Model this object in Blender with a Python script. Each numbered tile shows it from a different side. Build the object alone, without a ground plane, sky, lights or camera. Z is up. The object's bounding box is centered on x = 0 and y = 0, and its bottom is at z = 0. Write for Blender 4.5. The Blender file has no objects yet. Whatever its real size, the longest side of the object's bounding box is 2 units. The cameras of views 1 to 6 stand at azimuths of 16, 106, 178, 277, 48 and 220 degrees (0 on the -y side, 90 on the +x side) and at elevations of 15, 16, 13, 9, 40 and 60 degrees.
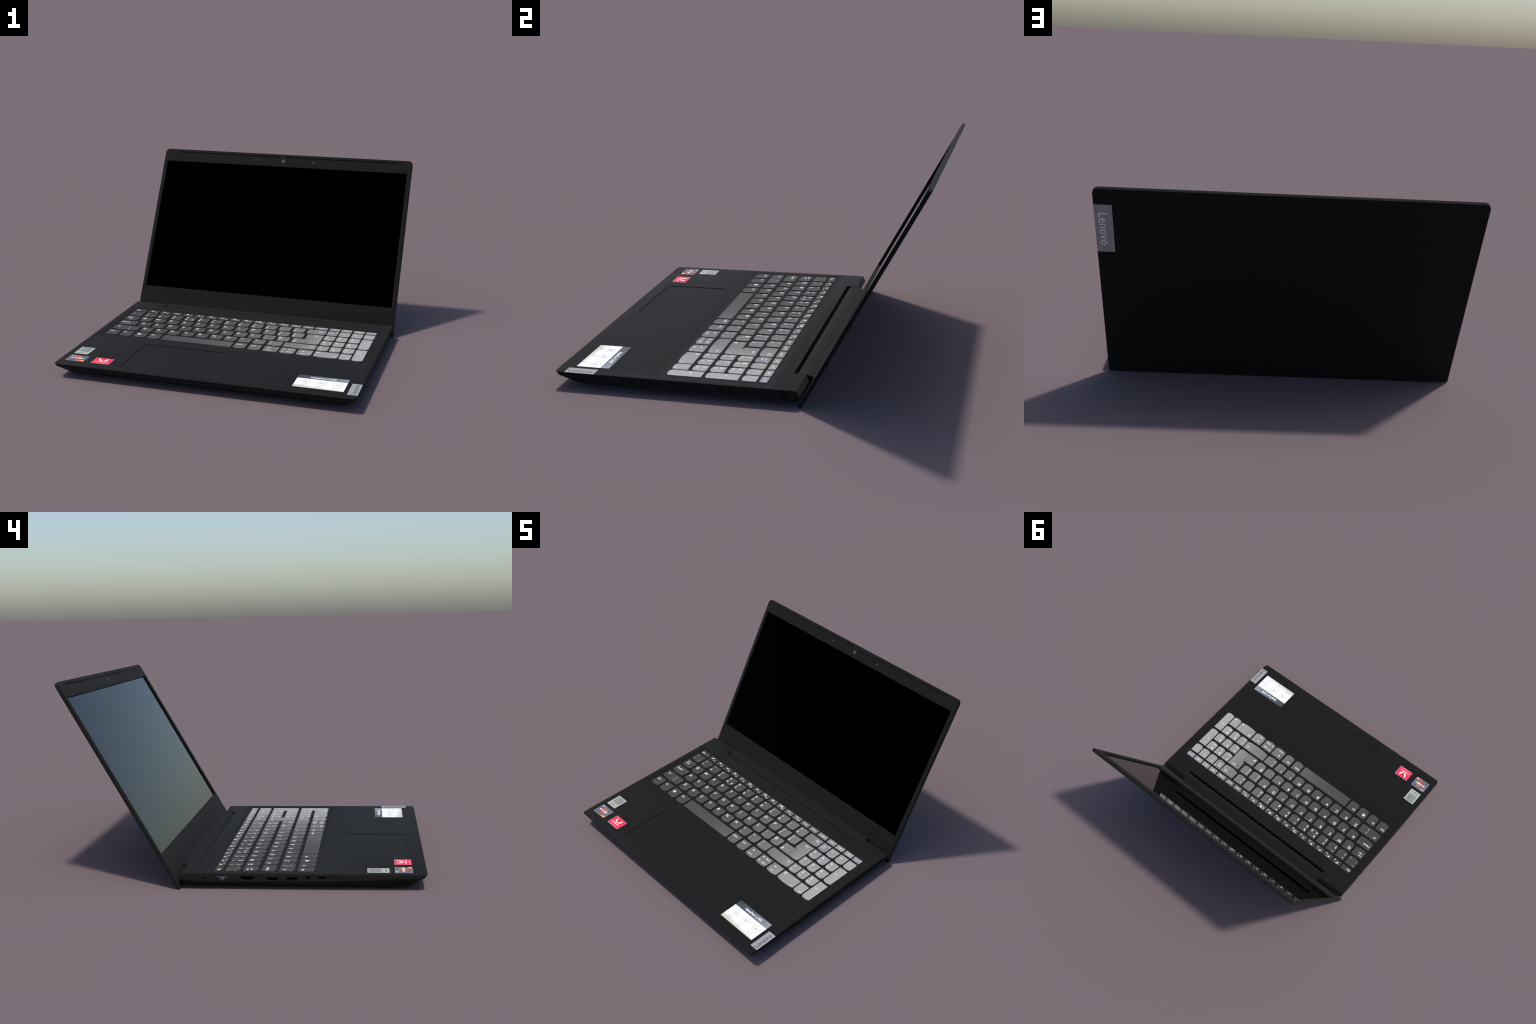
# Open 15-inch laptop: a wedge-shaped base with keyboard, touchpad, ports and
# stickers, and a thin lid leaning back on a long hinge barrel.
import bpy, bmesh, math, random
from mathutils import Matrix, Vector

random.seed(7)
SCENE = bpy.context.scene

# ------------------------------------------------------------------ sizes ---
DECK_Z = 0.0905            # top of the base
HALF_W = 0.9553             # half width of the base
FRONT_Y, REAR_Y = -0.9988, 0.3365
BOTTOM_Z = 0.012
NOTCH_X0, NOTCH_X1, NOTCH_Y = -0.722, 0.739, 0.2705
WELL_FLOOR = 0.0845
KEY_TOP = 0.0893
LID_ANGLE = math.radians(60.57)
LID_LEN, LID_HALF, LID_T = 1.3026, 0.961, 0.0205
LID_FOOT = Vector((0.0, 0.3605, 0.0))

# -------------------------------------------------------------- materials ---


def new_mat(name):
    m = bpy.data.materials.new(name)
    m.use_nodes = True
    nt = m.node_tree
    return m, nt, nt.nodes["Principled BSDF"]


def plain(name, col, rough=0.5, spec=0.5, metal=0.0, grain=0.04, scale=260.0, ior=1.5, facing=0.0, sheen=0.0):
    """Solid colour with a faint grain so that it never looks perfectly flat."""
    m, nt, b = new_mat(name)
    b.inputs["Roughness"].default_value = rough
    b.inputs["Specular IOR Level"].default_value = spec
    b.inputs["Metallic"].default_value = metal
    b.inputs["IOR"].default_value = ior
    b.inputs["Sheen Weight"].default_value = sheen
    b.inputs["Sheen Roughness"].default_value = 0.5
    # gloss only shows at grazing angles
    b.inputs["Specular Tint"].default_value = (facing, facing, facing, 1)
    if grain:
        tc = nt.nodes.new("ShaderNodeTexCoord")
        nz = nt.nodes.new("ShaderNodeTexNoise")
        nz.inputs["Scale"].default_value = scale
        nz.inputs["Detail"].default_value = 2.0
        ramp = nt.nodes.new("ShaderNodeValToRGB")
        ramp.color_ramp.elements[0].position = 0.3
        ramp.color_ramp.elements[1].position = 0.7
        ramp.color_ramp.elements[0].color = tuple(c * (1 - grain) for c in col) + (1,)
        ramp.color_ramp.elements[1].color = tuple(c * (1 + grain) for c in col) + (1,)
        nt.links.new(tc.outputs["Object"], nz.inputs["Vector"])
        nt.links.new(nz.outputs["Fac"], ramp.inputs["Fac"])
        nt.links.new(ramp.outputs["Color"], b.inputs["Base Color"])
    else:
        b.inputs["Base Color"].default_value = tuple(col) + (1,)
    return m


def graded(name, stops, axis, lo, hi, rough=0.45, grain=0.05, tilt=0.0, spec=0.5):
    """Colour running along world x or y (tilt adds a share of the other axis)."""
    m, nt, b = new_mat(name)
    b.inputs["Roughness"].default_value = rough
    b.inputs["Specular IOR Level"].default_value = spec
    b.inputs["Specular Tint"].default_value = (0, 0, 0, 1)
    geo = nt.nodes.new("ShaderNodeNewGeometry")
    sep = nt.nodes.new("ShaderNodeSeparateXYZ")
    nt.links.new(geo.outputs["Position"], sep.inputs[0])
    src = sep.outputs["XYZ".index(axis)]
    if tilt:
        mad = nt.nodes.new("ShaderNodeMath")
        mad.operation = "MULTIPLY_ADD"
        nt.links.new(sep.outputs[1 if axis == "X" else 0], mad.inputs[0])
        mad.inputs[1].default_value = tilt
        nt.links.new(src, mad.inputs[2])
        src = mad.outputs[0]
    mr = nt.nodes.new("ShaderNodeMapRange")
    mr.inputs["From Min"].default_value = lo
    mr.inputs["From Max"].default_value = hi
    nt.links.new(src, mr.inputs["Value"])
    ramp = nt.nodes.new("ShaderNodeValToRGB")
    els = ramp.color_ramp.elements
    while len(els) < len(stops):
        els.new(0.5)
    for e, (p, c) in zip(els, stops):
        e.position = p
        e.color = tuple(c) + (1,)
    nt.links.new(mr.outputs[0], ramp.inputs["Fac"])
    out = ramp.outputs["Color"]
    if grain:
        nz = nt.nodes.new("ShaderNodeTexNoise")
        nz.inputs["Scale"].default_value = 330.0
        nz.inputs["Detail"].default_value = 2.0
        nt.links.new(geo.outputs["Position"], nz.inputs["Vector"])
        g = nt.nodes.new("ShaderNodeMapRange")
        g.inputs["From Min"].default_value = 0.3
        g.inputs["From Max"].default_value = 0.7
        g.inputs["To Min"].default_value = 1 - grain
        g.inputs["To Max"].default_value = 1 + grain
        nt.links.new(nz.outputs["Fac"], g.inputs["Value"])
        mul = nt.nodes.new("ShaderNodeMix")
        mul.data_type = "RGBA"
        mul.blend_type = "MULTIPLY"
        mul.inputs["Factor"].default_value = 1.0
        nt.links.new(out, mul.inputs["A"])
        comb = nt.nodes.new("ShaderNodeCombineColor")
        for i in range(3):
            nt.links.new(g.outputs[0], comb.inputs[i])
        nt.links.new(comb.outputs[0], mul.inputs["B"])
        out = mul.outputs["Result"]
    nt.links.new(out, b.inputs["Base Color"])
    return m


def grey(v, warm=0.0):
    return (v * (1 + warm), v, v * (1 - warm))


M_CASE = plain("black_plastic", (0.0128, 0.0127, 0.0124), rough=0.9, sheen=0.03)
M_LID = plain("lid_plastic", (0.0128, 0.0127, 0.0124), rough=0.9, sheen=0.03)
M_RUBBER = plain("soft_rubber", (0.0128, 0.0127, 0.0124), rough=0.9, sheen=0.03)
M_HOLE = plain("port_black", (0.0015, 0.0015, 0.0017), rough=0.6, spec=0.2, grain=0)
M_SCREEN = plain("dark_glass", (0.0, 0.0, 0.0), rough=0.0, grain=0, metal=1.0, facing=1.0)
M_LENS = plain("lens_grey", (0.085, 0.086, 0.090), rough=0.9, grain=0)
KEY_STOPS = [(p, (v, v * 1.002, v * 0.955)) for p, v in ((0.0, 0.056), (0.33, 0.071), (0.40, 0.078), (0.52, 0.106),  # lamp glare baked into the key colour, brightening towards the number pad
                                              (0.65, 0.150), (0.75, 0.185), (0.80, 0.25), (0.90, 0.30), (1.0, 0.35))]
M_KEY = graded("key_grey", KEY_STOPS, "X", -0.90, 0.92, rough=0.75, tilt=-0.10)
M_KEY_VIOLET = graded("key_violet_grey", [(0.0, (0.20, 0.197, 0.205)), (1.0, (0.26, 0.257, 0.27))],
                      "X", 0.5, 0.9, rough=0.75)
M_LEGEND = plain("legend_white", (0.78, 0.79, 0.77), rough=0.5, grain=0)
M_LED = plain("led_white", (0.85, 0.86, 0.95), rough=0.3, grain=0)
M_BADGE = plain("badge_grey", (0.30, 0.30, 0.31), rough=0.7, metal=0.0)
M_BADGE_DARK = plain("badge_letter_dark", (0.035, 0.035, 0.037), rough=0.5, grain=0)
M_BADGE_LIGHT = plain("badge_letter_light", (0.74, 0.74, 0.78), rough=0.6, grain=0)
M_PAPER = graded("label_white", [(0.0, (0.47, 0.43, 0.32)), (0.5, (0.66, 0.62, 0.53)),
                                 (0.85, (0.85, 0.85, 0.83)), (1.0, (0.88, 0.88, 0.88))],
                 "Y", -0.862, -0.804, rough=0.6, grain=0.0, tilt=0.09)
M_FOIL = graded("label_header_grey", [(0.0, (0.055, 0.063, 0.068)), (0.5, (0.10, 0.118, 0.13)),  # foil sheen painted as a dark-to-light ramp across the header
                                      (0.75, (0.17, 0.19, 0.215)), (1.0, (0.27, 0.30, 0.33))],
                "X", 0.556, 0.866, rough=0.35, grain=0.0)
M_LABEL_INK = plain("label_ink", (0.24, 0.25, 0.30), rough=0.5, grain=0)
M_LABEL_TEXT = plain("label_small_print", (0.22, 0.215, 0.20), rough=0.5, grain=0)
M_WHITE = plain("sticker_white", (0.82, 0.82, 0.84), rough=0.7, grain=0)
M_STICKER = plain("sticker_pale", (0.42, 0.43, 0.385), rough=0.5, grain=0.03)
M_STICKER_INK = plain("sticker_dark_ink", (0.05, 0.055, 0.052), rough=0.5, grain=0)
M_STEEL = plain("sticker_steel", (0.125, 0.128, 0.155), rough=0.7)
M_EDGE = plain("sticker_edge_grey", (0.36, 0.36, 0.42), rough=0.7, grain=0)
M_RED = plain("sticker_red", (0.86, 0.035, 0.08), rough=0.7, grain=0)
M_PINK = plain("sticker_pink_print", (0.86, 0.30, 0.35), rough=0.4, grain=0)
M_ORANGE = plain("sticker_orange", (0.86, 0.17, 0.045), rough=0.7, grain=0)
M_RING = graded("ring_red_to_orange", [(0.0, (0.52, 0.03, 0.03)), (0.45, (0.75, 0.10, 0.02)),
                                       (1.0, (0.86, 0.33, 0.03))], "X", -1.190, -1.125,
                rough=0.4, grain=0.0, tilt=0.35)
M_SOCKET = plain("socket_grey", (0.38, 0.39, 0.43), rough=0.5)  # grey lightened so the plate looks lit deep in its recess
M_GOLD = plain("socket_contacts", (0.55, 0.42, 0.25), rough=0.5)


def mottled(name):
    """Soft grey mottling standing in for the printed matrix on the pale sticker."""
    m, nt, b = new_mat(name)
    b.inputs["Roughness"].default_value = 0.5
    geo = nt.nodes.new("ShaderNodeNewGeometry")
    nz = nt.nodes.new("ShaderNodeTexNoise")
    nz.inputs["Scale"].default_value = 210.0
    nz.inputs["Detail"].default_value = 3.0
    ramp = nt.nodes.new("ShaderNodeValToRGB")
    ramp.color_ramp.elements[0].position = 0.40
    ramp.color_ramp.elements[1].position = 0.62
    ramp.color_ramp.elements[0].color = (0.075, 0.08, 0.07, 1)
    ramp.color_ramp.elements[1].color = (0.40, 0.41, 0.37, 1)
    nt.links.new(geo.outputs["Position"], nz.inputs["Vector"])
    nt.links.new(nz.outputs["Fac"], ramp.inputs["Fac"])
    nt.links.new(ramp.outputs["Color"], b.inputs["Base Color"])
    return m


M_MOTTLE = mottled("sticker_mottled_print")

# ---------------------------------------------------------------- helpers ---
ROOT = bpy.data.objects.new("laptop", None)
SCENE.collection.objects.link(ROOT)
ROOT["label"] = "open black laptop with grey keys and dark glossy screen"
ROOT["category"] = "laptop"


def add_object(name, mesh, mat=None, parent=ROOT, matrix=None):
    ob = bpy.data.objects.new(name, mesh)
    SCENE.collection.objects.link(ob)
    if mat is not None and not mesh.materials:
        mesh.materials.append(mat)
    ob.parent = parent
    if matrix is not None:
        ob.matrix_local = matrix
    return ob


def mesh_of(bm, name, smooth_angle=None):
    bmesh.ops.recalc_face_normals(bm, faces=bm.faces[:])
    me = bpy.data.meshes.new(name)
    bm.to_mesh(me)
    bm.free()
    if smooth_angle is not None:
        me.polygons.foreach_set("use_smooth", [True] * len(me.polygons))
        me.set_sharp_from_angle(angle=math.radians(smooth_angle))
    return me


def ring_loft(bm, rings, cap=True):
    """Closed rings of equal length joined by quads, capped at both ends."""
    loops = [[bm.verts.new(p) for p in r] for r in rings]
    n = len(loops[0])
    for a, b in zip(loops, loops[1:]):
        for i in range(n):
            j = (i + 1) % n
            bm.faces.new((a[i], a[j], b[j], b[i]))
    if cap:
        bm.faces.new(loops[0][::-1])
        bm.faces.new(loops[-1])
    return loops


def inset(poly, d):
    """Shrink a counter-clockwise polygon by d."""
    out, n = [], len(poly)
    for i in range(n):
        p0, p1, p2 = Vector(poly[i - 1]), Vector(poly[i]), Vector(poly[(i + 1) % n])
        a, b = (p1 - p0).normalized(), (p2 - p1).normalized()
        na, nb = Vector((-a.y, a.x)), Vector((-b.y, b.x))
        h = na + nb
        k = h.dot(na)
        out.append(tuple(p1 + h * (d / max(k, 0.35))))
    return out


def prism_bm(poly, z0, z1, bevel=0.0, bm=None):
    bm = bm or bmesh.new()
    rings = [[(x, y, z0) for x, y in poly]]
    if bevel:
        rings.append([(x, y, z1 - bevel) for x, y in poly])
        rings.append([(x, y, z1 - bevel * 0.3) for x, y in inset(poly, bevel * 0.3)])
        rings.append([(x, y, z1) for x, y in inset(poly, bevel)])
    else:
        rings.append([(x, y, z1) for x, y in poly])
    ring_loft(bm, rings)
    return bm


def rect(x0, y0, x1, y1):
    return [(x0, y0), (x1, y0), (x1, y1), (x0, y1)]


def rounded(x0, y0, x1, y1, r, n=6):
    """Rounded rectangle, counter-clockwise; r = one radius or (fl, fr, rr, rl)."""
    rs = r if isinstance(r, (tuple, list)) else (r,) * 4
    pts = []
    corners = [(x0, y0, 1, 1, 180), (x1, y0, -1, 1, 270), (x1, y1, -1, -1, 0), (x0, y1, 1, -1, 90)]
    for (cx, cy, sx, sy, a0), rad in zip(corners, rs):
        if rad <= 0:
            pts.append((cx, cy))
            continue
        ox, oy = cx + sx * rad, cy + sy * rad
        for i in range(n + 1):
            a = math.radians(a0 + 90 * i / n)
            pts.append((ox + rad * math.cos(a), oy + rad * math.sin(a)))
    return pts


def circle(cx, cy, r, n=24):
    return [(cx + r * math.cos(2 * math.pi * i / n), cy + r * math.sin(2 * math.pi * i / n)) for i in range(n)]


def slab(name, poly, z0, z1, mat, bevel=0.0, parent=ROOT, matrix=None):
    return add_object(name, mesh_of(prism_bm(poly, z0, z1, bevel), name, 40), mat, parent, matrix)


def cut(ob, bms):
    """Subtract solids from an object's mesh."""
    helpers = []
    for bm in bms:
        h = bpy.data.objects.new("cutter", mesh_of(bm, "cutter"))
        SCENE.collection.objects.link(h)
        mod = ob.modifiers.new("cut", "BOOLEAN")
        mod.operation, mod.solver, mod.object = "DIFFERENCE", "EXACT", h
        helpers.append(h)
    dg = bpy.context.evaluated_depsgraph_get()
    me = bpy.data.meshes.new_from_object(ob.evaluated_get(dg))
    ob.modifiers.clear()
    old, ob.data = ob.data, me
    bpy.data.meshes.remove(old)
    for h in helpers:
        d = h.data
        bpy.data.objects.remove(h)
        bpy.data.meshes.remove(d)
    me.polygons.foreach_set("use_smooth", [True] * len(me.polygons))
    me.set_sharp_from_angle(angle=math.radians(28))


def side_prism(poly_yz, x0, x1):
    """Solid with a profile in the y-z plane, running along x."""
    bm = bmesh.new()
    ring_loft(bm, [[(x0, y, z) for y, z in poly_yz], [(x1, y, z) for y, z in poly_yz]])
    return bm


CAP = 0.727          # cap height of the built-in font, in em


def text_polys(bm, body, cap, cx, cy, z, angle=0.0, width=None, bold=0.0, lift=0.0004, left=False):
    """Raise a word in the built-in font; (cx, cy) = middle of its cap box."""
    cu = bpy.data.curves.new("word", "FONT")
    cu.body = body
    cu.size = cap / CAP
    cu.extrude = lift / 2
    cu.offset = bold
    cu.resolution_u = 3
    cu.fill_mode = "FRONT"
    ob = bpy.data.objects.new("word", cu)
    SCENE.collection.objects.link(ob)
    dg = bpy.context.evaluated_depsgraph_get()
    dg.update()
    me = bpy.data.meshes.new_from_object(ob.evaluated_get(dg))
    if len(me.vertices):
        xs = [v.co.x for v in me.vertices]
        x0, x1 = min(xs), max(xs)
        sx = (width / (x1 - x0)) if width else 1.0
        mid = x0 if left else (x0 + x1) / 2
        M = (Matrix.Translation((cx, cy, z + lift / 2)) @ Matrix.Rotation(angle, 4, "Z")
             @ Matrix.Diagonal((sx, 1, 1, 1)) @ Matrix.Translation((-mid, -cap / 2, 0)))
        me.transform(M)
        bm.from_mesh(me)
    bpy.data.objects.remove(ob)
    bpy.data.curves.remove(cu)
    bpy.data.meshes.remove(me)


def word(name, body, cap, cx, cy, z, mat, parent=ROOT, matrix=None, **kw):
    bm = bmesh.new()
    text_polys(bm, body, cap, cx, cy, z, **kw)
    return add_object(name, mesh_of(bm, name), mat, parent, matrix)


def thick_line(p, q, w):
    p, q = Vector(p), Vector(q)
    d = (q - p).normalized()
    n = Vector((-d.y, d.x)) * (w / 2)
    return [tuple(p - n), tuple(q - n), tuple(q + n), tuple(p + n)]


# ------------------------------------------------------------------- base ---
def outline(hw_front, hw_rear, yf, yr, r, zfun, n=8):
    """Plan of the base at one level: round front corners, square rear ones."""
    pts = []
    ys = [0.90, 0.75, 0.55, 0.35, 0.18, 0.08]          # shares along the side
    L = yr - yf - r

    def hw(y):
        t = min(1, max(0, (y - yf) / (yr - yf)))
        return hw_front + (hw_rear - hw_front) * t

    pts.append((-hw_rear, yr))
    for s in ys:
        y = yf + r + L * s
        pts.append((-hw(y), y))
    for i in range(n + 1):
        a = math.radians(180 + 90 * i / n)
        pts.append((-hw_front + r + r * math.cos(a), yf + r + r * math.sin(a)))
    for k in range(1, 8):
        pts.append((-hw_front + r + (2 * hw_front - 2 * r) * k / 8, yf))
    for i in range(n + 1):
        a = math.radians(270 + 90 * i / n)
        pts.append((hw_front - r + r * math.cos(a), yf + r + r * math.sin(a)))
    for s in reversed(ys):
        y = yf + r + L * s
        pts.append((hw(y), y))
    pts.append((hw_rear, yr))
    return [(x, y, zfun(y)) for x, y in pts]


def chine_z(y):
    if y > 0.33:
        return 0.047 + (y - 0.33) * 0.38
    if y > -0.42:
        return 0.0475
    t = min(1.0, (-0.42 - y) / 0.56)
    return 0.0475 + 0.0235 * t


bm = bmesh.new()
e = 0.0016
loops = ring_loft(bm, [
    outline(0.9005, 0.8940, -0.912, 0.300, 0.022, lambda y: BOTTOM_Z),
    outline(0.9550, 0.9565, -0.9885, 0.3535, 0.028, chine_z),
    outline(0.9553, 0.9568, -0.9891, 0.3530, 0.028, lambda y: chine_z(y) + 0.0015),
    outline(HALF_W, HALF_W + 0.0005, FRONT_Y, REAR_Y + 0.0006, 0.026, lambda y: DECK_Z - e),
    outline(HALF_W - 0.0005, HALF_W, FRONT_Y + 0.0005, REAR_Y, 0.0258, lambda y: DECK_Z - e * 0.35),
    outline(HALF_W - e, HALF_W - e, FRONT_Y + e, REAR_Y - e, 0.025, lambda y: DECK_Z),
])
base = add_object("base", mesh_of(bm, "base", 28), M_CASE)

cutters = []
# long notch that the hinge barrel sits in
cutters.append(side_prism(rect(NOTCH_Y, 0.024, 0.5, 0.2), NOTCH_X0, NOTCH_X1))
# keyboard well with sloping rim
bm = bmesh.new()
slope, over = 0.020, 0.004
k = over / (DECK_Z - WELL_FLOOR)
inner = rounded(-0.900, -0.428, 0.900, 0.184, 0.012)
outer = rounded(-0.900 - slope * (1 + k), -0.428 - slope * (1 + k), 0.900 + slope * (1 + k),
                0.184 + slope * (1 + k), 0.012 + slope * (1 + k))
ring_loft(bm, [[(x, y, WELL_FLOOR) for x, y in inner], [(x, y, DECK_Z + over) for x, y in outer]])
cutters.append(bm)
# touchpad, sunk a little into the palm rest
PAD = (-0.5385, -0.9155, 0.0415, -0.507)
cutters.append(prism_bm(rounded(*PAD, 0.010), DECK_Z - 0.0042, DECK_Z + 0.01))

# left-hand ports
XL = (-0.975, -0.925)
RJ = [(0.0785, 0.0752), (0.0785, 0.0606), (0.0925, 0.0606), (0.0925, 0.0557), (0.1030, 0.0557),
      (0.1030, 0.0440), (0.1225, 0.0440), (0.1225, 0.0557), (0.1350, 0.0557), (0.1350, 0.0606),
      (0.1487, 0.0606), (0.1487, 0.0752)]
HDMI = [(-0.0685, 0.0757), (-0.0685, 0.0638), (-0.0493, 0.0522), (-0.0083, 0.0522), (0.0110, 0.0638),
        (0.0117, 0.0757)]
ports = [circle(0.2044, 0.0628, 0.0070, 16), RJ, HDMI,
         rect(-0.1955, 0.0525, -0.1344, 0.0712), rect(-0.3023, 0.0525, -0.2408, 0.0720),
         circle(-0.3567, 0.0691, 0.0105, 20),
         rounded(-0.4592, 0.0645, -0.4097, 0.0772, 0.0062, 5)]
for p in ports:
    cutters.append(side_prism(p, *XL))
# lock slot and optical-drive seams on the right-hand side
cutters.append(side_prism(rect(0.2490, 0.0597, 0.2895, 0.0735), 0.930, 0.975))
for p in (rect(-0.4915, 0.052, -0.4893, 0.0862), rect(0.2235, 0.050, 0.2257, 0.0862),
          rect(-0.4893, 0.0520, 0.2235, 0.0532)):
    cutters.append(side_prism(p, 0.9525, 0.975))
cut(base, cutters)

# socket plate at the back of the network port, with its contacts
bm = side_prism(inset(RJ, 0.0004), -0.9300, -0.9262)
add_object("network_socket", mesh_of(bm, "network_socket"), M_SOCKET)
bm = side_prism(rect(0.092, 0.0728, 0.135, 0.0746), -0.9420, -0.9302)
add_object("socket_contact", mesh_of(bm, "socket_contact"), M_GOLD)
for nm, p in (("display_socket_tongue", rect(-0.055, 0.0655, -0.002, 0.0680)),
              ("usb_tongue", rect(-0.189, 0.0640, -0.141, 0.0675)),
              ("usb_tongue", rect(-0.296, 0.0645, -0.247, 0.0680)),
              ("usb_tongue", rect(-0.452, 0.0696, -0.417, 0.0718))):
    add_object(nm, mesh_of(side_prism(p, -0.9475, -0.9262), nm), M_HOLE)

# speaker holes under both front corners
for sgn in (-1, 1):
    bm = bmesh.new()
    for row in range(6):
        for col in range(8):
            y = -0.800 - 0.0205 * col - (0.5 * 0.0205 if row % 2 else 0.0) + 0.012 * (row // 2) * 0.5
            z = 0.0600 - 0.0056 * row + 0.002 * col * 0.5
            if not -0.935 < y < -0.795 + 0.01 * row:
                continue
            if y + 0.935 < (0.060 - z) * 1.6:
                continue
            zc = chine_z(y)
            if z > zc - 0.004:
                continue
            # the flank runs straight from the chine in to the bottom edge
            t = (zc - z) / (zc - BOTTOM_Z)
            x = 0.9556 + (0.9018 - 0.9556) * t
            nrm = Vector((zc - BOTTOM_Z, 0, -0.054)).normalized()
            up = Vector((0, 1, 0))
            side = nrm.cross(up)
            c = Vector((x, y, z)) + nrm * 0.0034
            vs = []
            for i in range(8):
                a = 2 * math.pi * i / 8
                q = c + (up * math.cos(a) + side * math.sin(a)) * 0.0038
                vs.append(bm.verts.new((sgn * q.x, q.y, q.z)))
            bm.faces.new(vs)
    ob = add_object("speaker_holes", mesh_of(bm, "speaker_holes"), M_HOLE)
    ob["kind"] = "stuff"

# cooling slats at the front wall of the hinge notch
bm = bmesh.new()
x = NOTCH_X0 + 0.012
while x < NOTCH_X1 - 0.012:
    prism_bm(rect(x, NOTCH_Y - 0.001, x + 0.005, NOTCH_Y + 0.004), 0.026, 0.060, bm=bm)
    x += 0.0135
ob = add_object("cooling_slats", mesh_of(bm, "cooling_slats"), M_HOLE)
ob["kind"] = "stuff"

# touch surface
slab("touchpad", rounded(PAD[0] + 0.0012, PAD[1] + 0.0012, PAD[2] - 0.0012, PAD[3] - 0.0012, 0.009),
     DECK_Z - 0.0050, DECK_Z - 0.0032, M_CASE)

# rubber feet
for (x0, x1, y0, y1) in ((-0.72, -0.42, 0.20, 0.225), (0.42, 0.72, 0.20, 0.225),
                         (-0.76, -0.64, -0.83, -0.805), (0.64, 0.76, -0.83, -0.805)):
    slab("rubber_foot", rounded(x0, y0, x1, y1, 0.012), 0.0012, BOTTOM_Z + 0.001, M_RUBBER)

# --------------------------------------------------------------- keyboard ---
KEY_BOT = WELL_FLOOR - 0.001


def key_outline(x0, y0, x1, y1, bow=0.009, fil=0.0085, rear=0.0035, n=9):
    """Key plan: small square rear corners, bowed front edge with soft corners."""
    w = (x1 - x0) / 2
    cx = (x0 + x1) / 2
    fw = min(fil / w, 0.45)
    pts = []
    for i in range(2 * n + 1):
        u = -1 + i / n
        y = y0 + bow * abs(u) ** 2.2
        edge = (1 - abs(u)) / fw
        if edge < 1:                           # quarter-ellipse shoulder
            y += fil * (1 - math.sqrt(max(0.0, 1 - (1 - edge) ** 2)))
        pts.append((cx + u * w, y))
    # extra points make the shoulder round
    extra = []
    for sgn in (-1, 1):
        for q in (0.015, 0.05, 0.10):
            if q < fw:
                edge = q / fw
                y = y0 + bow * (1 - q) ** 2.2 + fil * (1 - math.sqrt(max(0.0, 1 - (1 - edge) ** 2)))
                extra.append((cx + sgn * (1 - q) * w, y))
    pts = sorted(set(pts + extra))
    for i in range(4):
        a = math.radians(90 * i / 3)
        pts.append((x1 - rear + rear * math.cos(a), y1 - rear + rear * math.sin(a)))
    for i in range(4):
        a = math.radians(90 + 90 * i / 3)
        pts.append((x0 + rear + rear * math.cos(a), y1 - rear + rear * math.sin(a)))
    return pts


# --- small pictograms, drawn around (0, 0) in metres ---
def ico_arrow(dx, dy, s=0.0075):
    t = Vector((dx, dy))
    n = Vector((-dy, dx))
    head = [tuple(t * s), tuple(n * s * 0.85 - t * s * 0.1), tuple(-n * s * 0.85 - t * s * 0.1)]
    return [head, thick_line(tuple(-t * s), tuple(t * s * 0.1), s * 0.5)]


def ico_return(s=0.013):
    return [[(-s * 1.2, 0), (-s * 0.35, s * 0.62), (-s * 0.35, -s * 0.62)],
            rect(-s * 0.4, -s * 0.15, s * 1.1, s * 0.15), rect(s * 0.8, 0, s * 1.1, s * 0.75)]


def ico_shift(s=0.010):
    w = 0.0022
    tip, l, r = (0, s), (-s, 0), (s, 0)
    out = [thick_line(tip, l, w), thick_line(tip, r, w), thick_line(l, (-s * 0.45, 0), w), thick_line(r, (s * 0.45, 0), w)]
    return out + [thick_line((-s * 0.45, 0), (-s * 0.45, -s * 0.8), w), thick_line((s * 0.45, 0), (s * 0.45, -s * 0.8), w),
                  thick_line((-s * 0.5, -s * 0.8), (s * 0.5, -s * 0.8), w)]


def ico_tab(s=0.0145):
    out = []
    for sg, y in ((-1, s * 0.75), (1, -s * 0.75)):
        out.append([(sg * s * 0.9, y), (sg * s * 0.2, y + s * 0.45), (sg * s * 0.2, y - s * 0.45)])
        out.append(thick_line((-sg * s * 1.1, y), (sg * s * 0.3, y), s * 0.26))
        out.append(rect(sg * s * 1.0 - 0.0013, y - s * 0.5, sg * s * 1.0 + 0.0013, y + s * 0.5))
    return out


def ico_backspace(s=0.010):
    w = 0.0020
    p = [(-s * 1.5, 0), (-s * 0.6, s * 0.9), (s * 1.2, s * 0.9), (s * 1.2, -s * 0.9), (-s * 0.6, -s * 0.9)]
    out = [thick_line(p[i], p[(i + 1) % 5], w) for i in range(5)]
    return out + [thick_line((-s * 0.3, s * 0.45), (s * 0.7, -s * 0.45), w), thick_line((-s * 0.3, -s * 0.45), (s * 0.7, s * 0.45), w)]


def ico_window(s=0.0115):
    g = s * 0.08
    return [rect(-s, g, -g, s * 0.85), rect(g, g, s, s * 1.0), rect(-s, -s * 0.85, -g, -g), rect(g, -s, s, -g)]


def ico_ring(r, w, a0=0, a1=360, n=20):
    out = []
    for i in range(n):
        a, b = (math.radians(a0 + (a1 - a0) * k / n) for k in (i, i + 1))
        out.append([((r - w) * math.cos(a), (r - w) * math.sin(a)), (r * math.cos(a), r * math.sin(a)),
                    (r * math.cos(b), r * math.sin(b)), ((r - w) * math.cos(b), (r - w) * math.sin(b))])
    return out


def shift_by(polys, dx, dy):
    return [[(x + dx, y + dy) for x, y in p] for p in polys]


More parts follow.
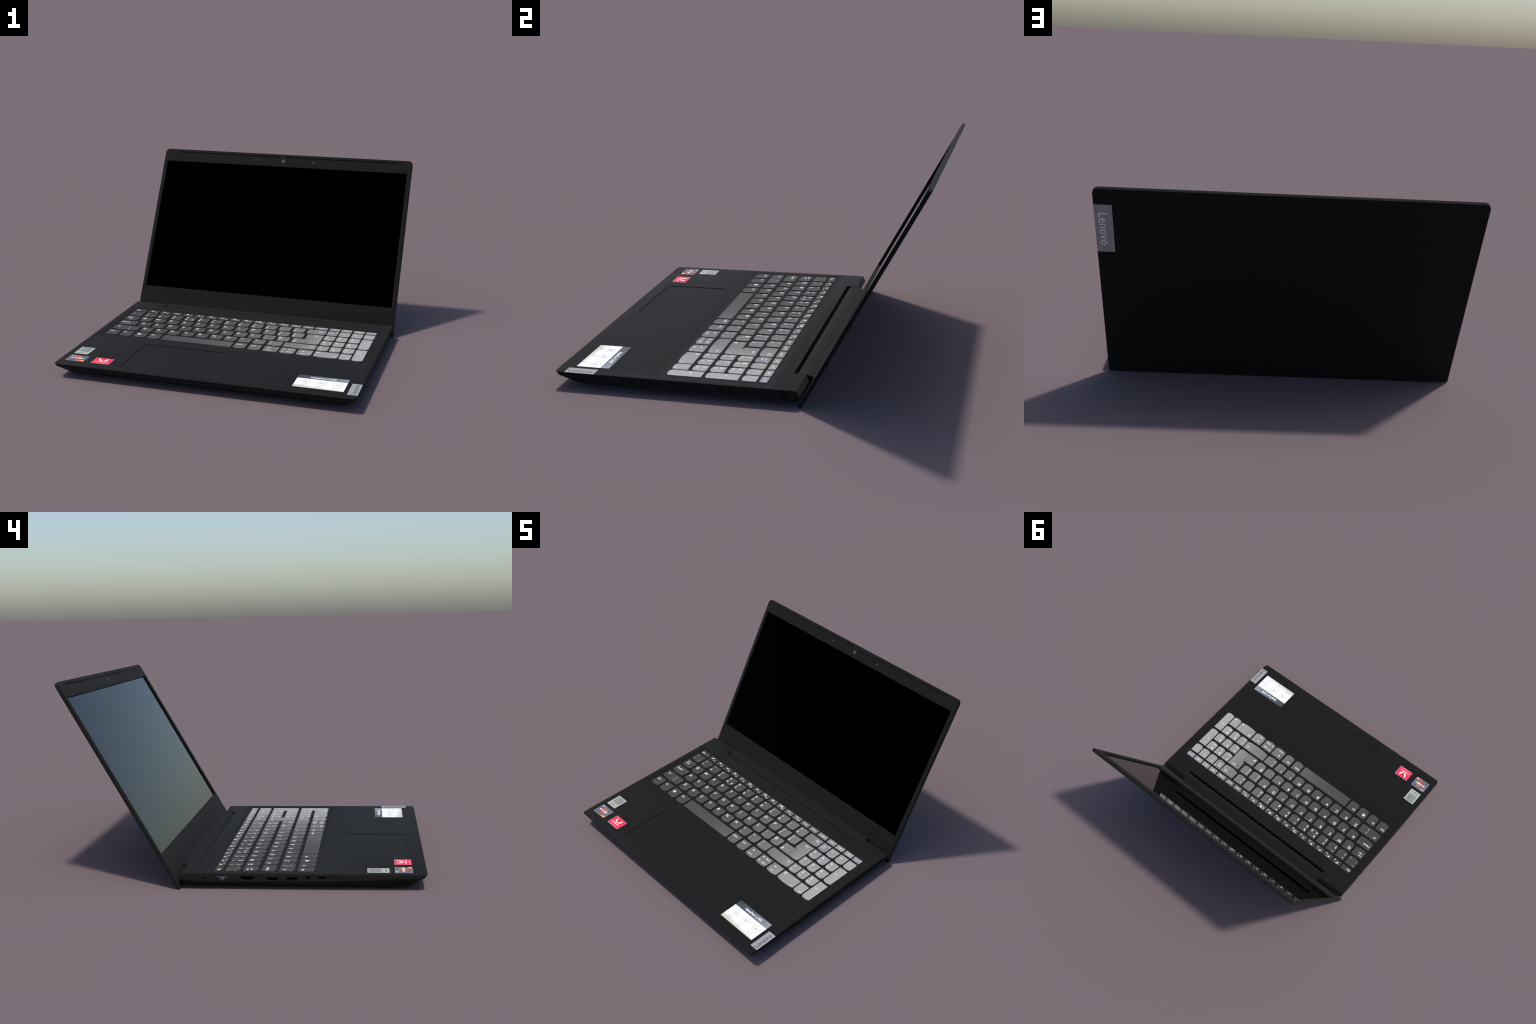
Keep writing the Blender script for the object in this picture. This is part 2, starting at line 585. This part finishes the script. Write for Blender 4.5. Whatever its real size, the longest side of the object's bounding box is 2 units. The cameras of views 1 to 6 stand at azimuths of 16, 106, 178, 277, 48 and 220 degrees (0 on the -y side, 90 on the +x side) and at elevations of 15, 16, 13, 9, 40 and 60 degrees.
def ico_speaker(extra):
    s = 0.0075
    out = [[(-s, -s * 0.45), (-s * 0.3, -s * 0.45), (s * 0.35, -s), (s * 0.35, s), (-s * 0.3, s * 0.45), (-s, s * 0.45)]]
    if extra == "x":
        out += [thick_line((-s * 0.9, -s * 1.1), (s * 1.2, s * 1.1), 0.0024)]
    if extra in "+-":
        out += [thick_line((s * 0.9, 0), (s * 1.8, 0), 0.0022)]
    if extra == "+":
        out += [thick_line((s * 1.35, -s * 0.45), (s * 1.35, s * 0.45), 0.0022)]
    return out


def ico_cross(s=0.008):
    return [thick_line((-s, -s), (s, s), 0.0026), thick_line((-s, s), (s, -s), 0.0026),
            rect(-s * 0.35, -s * 0.1, s * 0.35, s * 1.1)]


def ico_box(sx=0.009, sy=0.0075, strike=True):
    w = 0.002
    p = rect(-sx, -sy, sx, sy)
    out = [thick_line(p[i], p[(i + 1) % 4], w) for i in range(4)]
    return out + ([thick_line((-sx, sy), (sx, -sy), w), thick_line((-sx * 0.2, -sy), (sx, sy * 0.2), w)] if strike else [])


def ico_plane(s=0.009):
    return [thick_line((-s, 0), (s, 0), 0.003), [(s * 0.3, 0), (-s * 0.4, s), (-s * 0.7, s), (-s * 0.2, 0)],
            [(s * 0.3, 0), (-s * 0.2, 0), (-s * 0.7, -s), (-s * 0.4, -s)],
            [(-s * 0.6, 0), (-s * 1.1, s * 0.45), (-s * 1.1, -s * 0.45)]]


def ico_lock(s=0.0075):
    return [rect(-s, -s, s, s * 0.1)] + shift_by(ico_ring(s * 0.8, 0.002, 0, 180, 8), 0, s * 0.1)


def ico_sun(sign):
    out = ico_ring(0.0065, 0.0022, n=12)
    for i in range(6):
        a = math.radians(60 * i + 30)
        out.append(thick_line((0.0066 * math.cos(a), 0.0066 * math.sin(a)), (0.0085 * math.cos(a), 0.0085 * math.sin(a)), 0.002))
    out.append(thick_line((0.0115, 0), (0.0165, 0), 0.0022))
    if sign == "+":
        out.append(thick_line((0.014, -0.0025), (0.014, 0.0025), 0.0022))
    return out


def ico_screens():
    return shift_by(ico_box(0.0085, 0.0065, False), -0.006, 0.001) + [rect(0.003, -0.006, 0.016, 0.006)]


def ico_media(kind):
    s = 0.0055
    if kind == "play":
        return [[(-s * 1.6, s), (-s * 1.6, -s), (-s * 0.2, 0)], rect(s * 0.3, -s, s * 0.8, s), rect(s * 1.2, -s, s * 1.7, s)]
    g = 1 if kind == "next" else -1
    t = [[(-g * s * 1.5, s), (-g * s * 1.5, -s), (0, 0)], [(0, s), (0, -s), (g * s * 1.4, 0)]]
    return t + [rect(min(g * s * 1.4, g * s * 1.9), -s, max(g * s * 1.4, g * s * 1.9), s)]


def ico_power():
    return ico_ring(0.0085, 0.0018, 120, 420, 16) + [rect(-0.0010, 0.002, 0.0010, 0.0085)]


def ico_divide():
    return [rect(-0.009, -0.0012, 0.009, 0.0012), circle(0, 0.006, 0.0018, 8), circle(0, -0.006, 0.0018, 8)]


def ico_times():
    return [thick_line((-0.007, -0.007), (0.007, 0.007), 0.0024), thick_line((-0.007, 0.007), (0.007, -0.007), 0.0024)]


def ico_tick(w, h):
    return [rect(-w / 2, -h / 2, w / 2, h / 2)]


# --- key table: (x0, y0, x1, y1, legends, options) -------------------------
# a legend is (text or pictogram, share across, share down from the rear edge, cap height)
ROWS = {"f": (0.1205, 0.1628), "n": (0.0205, 0.1032), "q": (-0.0785, 0.0042), "a": (-0.1785, -0.0970),
        "z": (-0.2790, -0.1968), "b": (-0.3915, -0.2985)}
NUM_COLS = ((0.5545, 0.6275), (0.6375, 0.7105), (0.7235, 0.7970), (0.8075, 0.8785))
LEFT = -0.8872
keys = []


def key(row, x0, x1, legends, **opt):
    y0, y1 = ROWS[row]
    keys.append((x0, opt.pop("y0", y0), x1, opt.pop("y1", y1), legends, opt))


def letter(t):
    return [(t, 0.25, 0.29, 0.0245)]


def pair(top, low, third=None):
    out = [(top, 0.20, 0.24, 0.019), (low, 0.19, 0.69, 0.0215)]
    return out + ([(third, 0.76, 0.69, 0.019)] if third else [])


# top row of short keys
key("f", LEFT, -0.8008, [("Esc", 0.27, 0.50, 0.0165)], flat=1)
icons = [ico_speaker("x"), ico_speaker("-"), ico_speaker("+"), ico_cross(), ico_ring(0.0085, 0.0022, 40, 320, 14),
         ico_box(), ico_plane(), ico_box(), ico_lock(), ico_screens(), ico_sun("-"), ico_sun("+")]
for i, ic in enumerate(icons):
    x = -0.7857 + 0.0885 * i
    key("f", x, x + 0.0772, [([[(x * 1.2, y * 1.2) for x, y in p] for p in ic], 0.40, 0.36, 0), ("F%d" % (i + 1), 0.76, 0.74, 0.0100)], flat=1)
for i, t in enumerate(("PrtSc", "Insert", "Delete")):
    x = 0.2765 + 0.0885 * i
    key("f", x, x + (0.0772 if i < 2 else 0.0875), [(t, 0.5, 0.48, 0.0125)], flat=1)
for c, kind in zip(NUM_COLS, ("play", "prev", "next")):
    key("f", c[0], c[1], [(ico_media(kind), 0.5, 0.5, 0)], flat=1)
key("f", *NUM_COLS[3], [(ico_power(), 0.42, 0.52, 0)], flat=1, violet=1, led=(0.80, 0.40))

# digit row
key("n", LEFT, -0.7970, [(ico_tick(0.010, 0.0025), 0.16, 0.18, 0), ("`", 0.16, 0.75, 0.020), (ico_tick(0.0025, 0.011), 0.80, 0.80, 0)])
for i, (a, b) in enumerate(zip("!\"£$%^&*()_+", "1234567890-=")):
    x = -0.7790 + 0.0996 * i
    key("n", x, x + 0.0812, pair(a, b, "€" if b == "4" else None))
key("n", 0.4160, 0.5448, [(ico_backspace(), 0.70, 0.35, 0)])
key("n", *NUM_COLS[0], [("Num", 0.38, 0.32, 0.0125), ("Lock", 0.38, 0.56, 0.0125)], violet=1, led=(0.86, 0.16))
key("n", *NUM_COLS[1], [(ico_divide(), 0.33, 0.33, 0)])
key("n", *NUM_COLS[2], [(ico_times(), 0.33, 0.33, 0)])
key("n", *NUM_COLS[3], [(ico_tick(0.012, 0.0024), 0.36, 0.30, 0)])

# Q row
key("q", LEFT, -0.7892, [(ico_tab(), 0.32, 0.42, 0)])
for i, t in enumerate("QWERTYUIOP"):
    x = -0.7710 + 0.1004 * i
    key("q", x, x + 0.0812, letter(t))
for i, (a, b) in enumerate((("{", "["), ("}", "]"))):
    x = -0.7710 + 0.1004 * (10 + i)
    key("q", x, x + 0.0812, pair(a, b))
# A row
key("a", LEFT, -0.7615, [("CapsLk", 0.34, 0.36, 0.0155), (ico_tick(0.004, 0.004), 0.92, 0.24, 0)])
for i, t in enumerate("ASDFGHJKL"):
    x = -0.7380 + 0.0995 * i
    key("a", x, x + 0.0825, letter(t))
for i, (a, b) in enumerate(((":", ";"), ("@", "'"))):
    x = -0.7380 + 0.0995 * (9 + i)
    key("a", x, x + 0.0825, pair(a, b))
key("a", 0.3590, 0.4560, pair("~", "#"), flat=2)
# Z row
key("z", LEFT, -0.7055, [(ico_shift(), 0.17, 0.33, 0), ("|", 0.62, 0.26, 0.017), ("\\", 0.62, 0.66, 0.018)], bow=0.007, seam=1)
for i, t in enumerate("ZXCVBNM"):
    x = -0.6856 + 0.1004 * i
    key("z", x, x + 0.0822, letter(t))
for i, (a, b) in enumerate((("<", ","), (">", "."), ("?", "/"))):
    x = -0.6856 + 0.1004 * (7 + i)
    key("z", x, x + (0.0822 if i < 2 else 0.0975), pair(a, b))
key("z", 0.3280, 0.5448, [(ico_shift(), 0.85, 0.34, 0)])
# bottom row
key("b", LEFT, -0.8044, [("Ctrl", 0.30, 0.28, 0.0155)])
key("b", -0.7866, -0.7044, [("Fn", 0.26, 0.28, 0.0155)])
key("b", -0.6854, -0.6040, [(ico_window(), 0.32, 0.40, 0)])
key("b", -0.5856, -0.5016, [("Alt", 0.26, 0.28, 0.0155)])
key("b", -0.4842, 0.0030, [], flat=1, y0=-0.3885)
key("b", 0.0192, 0.0985, [("AltGr", 0.36, 0.28, 0.0150)])
key("b", 0.1195, 0.1995, [("Ctrl", 0.30, 0.28, 0.0155)])
key("b", 0.2195, 0.3180, [(ico_arrow(-1, 0, 0.010), 0.32, 0.30, 0), ("Home", 0.40, 0.74, 0.0125)])
key("b", 0.3312, 0.4310, [(ico_arrow(0, 1, 0.009), 0.22, 0.46, 0), ("PgUp", 0.66, 0.46, 0.0125)], flat=1, y0=-0.3435)
key("b", 0.3312, 0.4310, [(ico_arrow(0, -1, 0.009), 0.22, 0.40, 0), ("PgDn", 0.66, 0.40, 0.0125)], y1=-0.3450)
key("b", 0.4456, 0.5435, [(ico_arrow(1, 0, 0.010), 0.36, 0.30, 0), ("End", 0.40, 0.74, 0.0125)])
# number pad
for r, row in (("q", ("7Home", "8^", "9PgUp")), ("a", ("4<", "5_", "6>")), ("z", ("1End", "2v", "3PgDn"))):
    for c, t in zip(NUM_COLS, row):
        sub = t[1:]
        pic = {"^": ico_arrow(0, 1), "v": ico_arrow(0, -1), "<": ico_arrow(-1, 0), ">": ico_arrow(1, 0),
               "_": ico_tick(0.013, 0.0015)}.get(sub)
        key(r, c[0], c[1], [(t[0], 0.28, 0.29, 0.0225), (pic or sub, 0.34, 0.74, 0.0105 if not pic else 0)])
key("b", NUM_COLS[0][0] + 0.003, NUM_COLS[1][1] + 0.004, [("0", 0.14, 0.22, 0.0225), ("Ins", 0.86, 0.78, 0.0105)])
key("b", *NUM_COLS[2], [(ico_tick(0.005, 0.005), 0.30, 0.26, 0), ("Del", 0.74, 0.78, 0.0105)])
key("q", *NUM_COLS[3], [("+", 0.38, 0.40, 0.018)], y0=ROWS["a"][0])
key("z", *NUM_COLS[3], [(ico_return(0.011), 0.40, 0.36, 0)], y0=ROWS["b"][0])


def build_legend(parent, x0, y0, x1, y1, legends):
    bm = bmesh.new()
    z = KEY_TOP + 0.0001
    for what, fx, fy, cap in legends:
        cx, cy = x0 + (x1 - x0) * fx, y1 - (y1 - y0) * fy
        if isinstance(what, str):
            text_polys(bm, what, cap, cx, cy, z, bold=cap * 0.022)
        else:
            for i, p in enumerate(shift_by(what, cx, cy)):
                prism_bm(p, z, z + 0.0004 + 0.00003 * (i % 5), bm=bm)
    if bm.verts:
        add_object("key_legend", mesh_of(bm, "key_legend"), M_LEGEND, parent)
    else:
        bm.free()


def add_key(poly, legends, box, violet=False, led=None):
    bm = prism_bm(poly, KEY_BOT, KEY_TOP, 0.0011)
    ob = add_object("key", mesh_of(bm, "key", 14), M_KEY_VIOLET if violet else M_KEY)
    build_legend(ob, *box, legends)
    if led:
        x0, y0, x1, y1 = box
        c = (x0 + (x1 - x0) * led[0], y1 - (y1 - y0) * led[1])
        slab("key_light", circle(*c, 0.0042, 12), KEY_TOP, KEY_TOP + 0.0005, M_LED, parent=ob)
    return ob


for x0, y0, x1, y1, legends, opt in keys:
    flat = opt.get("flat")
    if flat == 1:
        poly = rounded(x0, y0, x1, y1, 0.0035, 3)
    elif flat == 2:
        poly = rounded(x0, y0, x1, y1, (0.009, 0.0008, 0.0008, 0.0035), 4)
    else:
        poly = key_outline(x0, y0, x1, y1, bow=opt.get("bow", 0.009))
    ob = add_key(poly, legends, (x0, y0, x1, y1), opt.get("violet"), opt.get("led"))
    if opt.get("seam"):                       # faint moulded line across the double key
        bm = prism_bm(thick_line((x0 + 0.088, y0 + 0.006), (x0 + 0.088, y1 - 0.006), 0.0012), KEY_TOP - 0.001, KEY_TOP + 0.0002)
        add_object("key_seam", mesh_of(bm, "key_seam"), M_CASE, ob)

# return key: wide upper part, narrower lower part beside the hash key
ya, yq = ROWS["a"][0], ROWS["q"][1]
enter = [(0.4572, ya + 0.001), (0.520, ya + 0.001), (0.534, ya + 0.004), (0.5425, ya + 0.011), (0.5448, ya + 0.022),
         (0.5448, yq - 0.003), (0.5418, yq), (0.4375, yq), (0.4345, yq - 0.003), (0.4345, -0.074),
         (0.4400, -0.0860), (0.4572, -0.0960)]
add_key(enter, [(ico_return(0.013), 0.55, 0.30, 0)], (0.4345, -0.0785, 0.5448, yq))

# --------------------------------------------------- labels on the palm rest ---
TH = 0.0006
Z0 = DECK_Z - 0.0001


def label(name, poly, mat, level=0, parent=ROOT):
    """Thin printed layer; level = how many layers lie beneath it."""
    return slab(name, poly, Z0, DECK_Z + TH * (level + 1), mat, parent=parent)


def zl(level):
    return DECK_Z + TH * (level + 1) - 0.0003


# maker's tag at the right front edge
tag = label("maker_tag", rect(0.8930, -0.9415, 0.9553, -0.7705), M_BADGE)
word("tag_lettering", "Lenovo", 0.0295, 0.9260, -0.8582, zl(0), M_BADGE_DARK, tag, angle=math.pi / 2, width=0.140)

# feature label: grey header over a white card with three round pictograms
card = label("feature_label", rect(0.5565, -0.9104, 0.8665, -0.7725), M_PAPER)
label("label_header", rect(0.5565, -0.7724, 0.8665, -0.7212), M_FOIL, 0, card)
word("label_lettering", "IdeaPad L340", 0.0205, 0.7145, -0.7470, zl(0), M_WHITE, card, width=0.156, bold=0.0006)
bm_ink, bm_txt = bmesh.new(), bmesh.new()
marks = []
for cx, lines in ((0.6165, ("Eye Care", "Mode")), (0.7165, ("Dolby", "Audio")), (0.8185, ("Privacy", "Shutter"))):
    cy = -0.8235
    for p in shift_by(ico_ring(0.0310, 0.0016, n=32), cx, cy):
        prism_bm(p, zl(0), zl(0) + 0.0008, bm=bm_ink)
    for j, t in enumerate(lines):
        text_polys(bm_txt, t, 0.0088, cx - 0.006, -0.8700 - 0.0140 * j, zl(0))
    marks.append((cx, cy))
(e1, e2, e3) = marks
eye = [[(0.0125 * math.cos(a) * 1.05, 0.0080 * math.sin(a)) for a in (math.radians(15 * i) for i in range(24))]]
for polys, (cx, cy) in ((ico_ring(0.0130, 0.0018, n=16) + ico_ring(0.0065, 0.0018, n=12), e1),
                        (shift_by(ico_box(0.0125, 0.0085, False), 0, 0.004) + [rect(-0.010, -0.0105, 0.010, -0.0092)]
                         + [thick_line((0, -0.004), (0, 0.012), 0.002)], e2),
                        (ico_box(0.0085, 0.0080, False) + ico_ring(0.0090, 0.0012, n=12), e3)):
    for i, p in enumerate(shift_by(polys, cx, cy)):
        prism_bm(p, zl(0), zl(0) + 0.0008 + 0.00002 * (i % 3), bm=bm_ink)
add_object("label_pictograms", mesh_of(bm_ink, "label_pictograms"), M_LABEL_INK, card)
add_object("label_small_print", mesh_of(bm_txt, "label_small_print"), M_LABEL_TEXT, card)

# pale support sticker (its printed matrix is only hinted at by mottling)
pale = label("support_sticker", rounded(-0.9130, -0.7972, -0.8200, -0.6780, 0.003, 3), M_STICKER)
label("sticker_print", rect(-0.9020, -0.7490, -0.8310, -0.6850), M_MOTTLE, 1, pale)
label("sticker_rule", rect(-0.9020, -0.7575, -0.8300, -0.7548), M_STICKER_INK, 1, pale)
word("sticker_lettering", "eSupport", 0.0100, -0.8660, -0.7770, zl(0), M_STICKER_INK, pale, width=0.064, bold=0.0004)

# processor sticker: steel plate, ring, orange corner
steel = label("processor_sticker", rect(-0.9138, -0.9216, -0.7910, -0.8272), M_EDGE)
label("sticker_plate", rect(-0.9112, -0.9190, -0.7936, -0.8298), M_STEEL, 1, steel)
bm = bmesh.new()
ring = [(-0.8525 + x, -0.8735 + y) for x, y in circle(0, 0, 0.0290, 40)]
hole = [(-0.8525 + x, -0.8735 + y) for x, y in circle(0, 0, 0.0205, 40)]
zr = DECK_Z + TH * 3
sect = [[(x, y, z) for x, y in c] for c, z in ((hole, zr - 0.0005), (ring, zr - 0.0005), (ring, zr), (hole, zr))]
ring_loft(bm, sect + [sect[0]], cap=False)
bmesh.ops.remove_doubles(bm, verts=bm.verts[:], dist=1e-7)
add_object("sticker_ring", mesh_of(bm, "sticker_ring"), M_RING, steel)
label("sticker_corner", [(-0.8430, -0.9188), (-0.7938, -0.9188), (-0.7938, -0.9010), (-0.8140, -0.8985)], M_ORANGE, 2, steel)
bm = bmesh.new()
text_polys(bm, "RYZEN", 0.0150, -0.8535, -0.8735, zr, width=0.084, bold=0.0006)
text_polys(bm, "AMD", 0.0090, -0.8930, -0.8385, zr, width=0.030, bold=0.0003)
text_polys(bm, "3", 0.0125, -0.8030, -0.9090, zr, bold=0.0006)
add_object("sticker_lettering", mesh_of(bm, "sticker_lettering"), M_WHITE, steel)

# graphics sticker: red plate with a white split wedge
red = label("graphics_sticker", rect(-0.7393, -0.9210, -0.6185, -0.8268), M_EDGE)
label("sticker_plate", rect(-0.7372, -0.9189, -0.6206, -0.8289), M_RED, 1, red)
bm = bmesh.new()
for sg in (-1, 1):                      # two wings meeting at the foot
    p = [(-0.6795 + sg * dx, y) for dx, y in ((0.0012, -0.8815), (0.0165, -0.8765), (0.0305, -0.8620), (0.0300, -0.8350))]
    prism_bm(p if sg > 0 else p[::-1], DECK_Z, zr, bm=bm)
text_polys(bm, "RADEON", 0.0088, -0.6800, -0.8905, zr - 0.0004, width=0.080, bold=0.0004)
add_object("sticker_lettering", mesh_of(bm, "sticker_lettering"), M_WHITE, red)
bm = bmesh.new()
text_polys(bm, "VEGA", 0.0045, -0.6800, -0.9020, zr - 0.0004)
text_polys(bm, "GRAPHICS", 0.0060, -0.6800, -0.9110, zr - 0.0004, width=0.062, bold=0.0002)
add_object("sticker_small_print", mesh_of(bm, "sticker_small_print"), M_PINK, red)

# -------------------------------------------------------------------- lid ---
# lid frame: x across, y up along the lid from its foot, z out of the screen side
LID = Matrix.Translation(LID_FOOT) @ Matrix.Rotation(LID_ANGLE, 4, "X")
BACK_T = 0.0092
plan = rounded(-LID_HALF, 0.0, LID_HALF, LID_LEN, (0.004, 0.004, 0.030, 0.030), 8)
OPEN = (-0.9345, 0.2035, 0.9285, 1.2055)

# back shell, its rear edge softly broken
bm = bmesh.new()
ring_loft(bm, [[(x, y, 0.0) for x, y in inset(plan, 0.0012)], [(x, y, 0.0006) for x, y in inset(plan, 0.0003)],
               [(x, y, 0.0014) for x, y in plan], [(x, y, BACK_T) for x, y in plan]])
add_object("lid_shell", mesh_of(bm, "lid_shell", 40), M_LID, matrix=LID)
# frame round the screen
bezel = add_object("screen_frame", mesh_of(prism_bm(plan, BACK_T, LID_T, 0.0012), "screen_frame", 40), M_LID, matrix=LID)
h = prism_bm(rect(*OPEN), -0.01, 0.05)
for v in h.verts:
    v.co = LID @ v.co
cut(bezel, [h])
slab("screen", rect(OPEN[0] + 0.0004, OPEN[1] + 0.0004, OPEN[2] - 0.0004, OPEN[3] - 0.0004), BACK_T + 0.0001, BACK_T + 0.0008, M_SCREEN, matrix=LID)
# soft buffers along the top
for x0, x1 in ((-0.850, -0.0370), (0.0065, 0.8535)):
    slab("lid_buffer", rounded(x0, 1.2800, x1, 1.2930, 0.004, 4), LID_T - 0.001, LID_T + 0.0036, M_RUBBER, 0.0016, matrix=LID)
slab("webcam_lens", circle(-0.0085, 1.2485, 0.0138, 28), LID_T - 0.001, LID_T + 0.0004, M_LENS, matrix=LID)
for x in (-0.2235, 0.2205):
    slab("microphone", circle(x, 1.2485, 0.0062, 14), LID_T - 0.001, LID_T + 0.0004, M_LENS, matrix=LID)
# maker's tag on the back
BACK = LID @ Matrix.Rotation(math.pi, 4, "Y")       # x mirrored, z out of the back
tag = slab("maker_tag", rect(-0.9603, 0.9025, -0.8718, 1.2068), -0.001, 0.0006, M_BADGE, matrix=BACK)
word("tag_lettering", "Lenovo", 0.0495, -0.9155, 1.0505, 0.0005, M_BADGE_LIGHT, tag, angle=-math.pi / 2, width=0.207)

# hinge barrel: rounded bar growing out of the foot of the lid
prof = [(0.2835, 0.060), (0.2825, 0.068), (0.2845, 0.0745), (0.2880, 0.0798), (0.2930, 0.0842), (0.3000, 0.0873),
        (0.3080, 0.0891), (0.3170, 0.0899), (0.3270, 0.0897), (0.3370, 0.0885), (0.3470, 0.0863), (0.3580, 0.0833),
        (0.3690, 0.0796), (0.3795, 0.0755), (0.3900, 0.0740), (0.3720, 0.0420), (0.3560, 0.0250), (0.3360, 0.0280), (0.3080, 0.0380),
        (0.2910, 0.0490)]
add_object("hinge_barrel", mesh_of(side_prism(prof[::-1], NOTCH_X0 + 0.002, NOTCH_X1 - 0.002), "hinge_barrel", 35), M_LID)
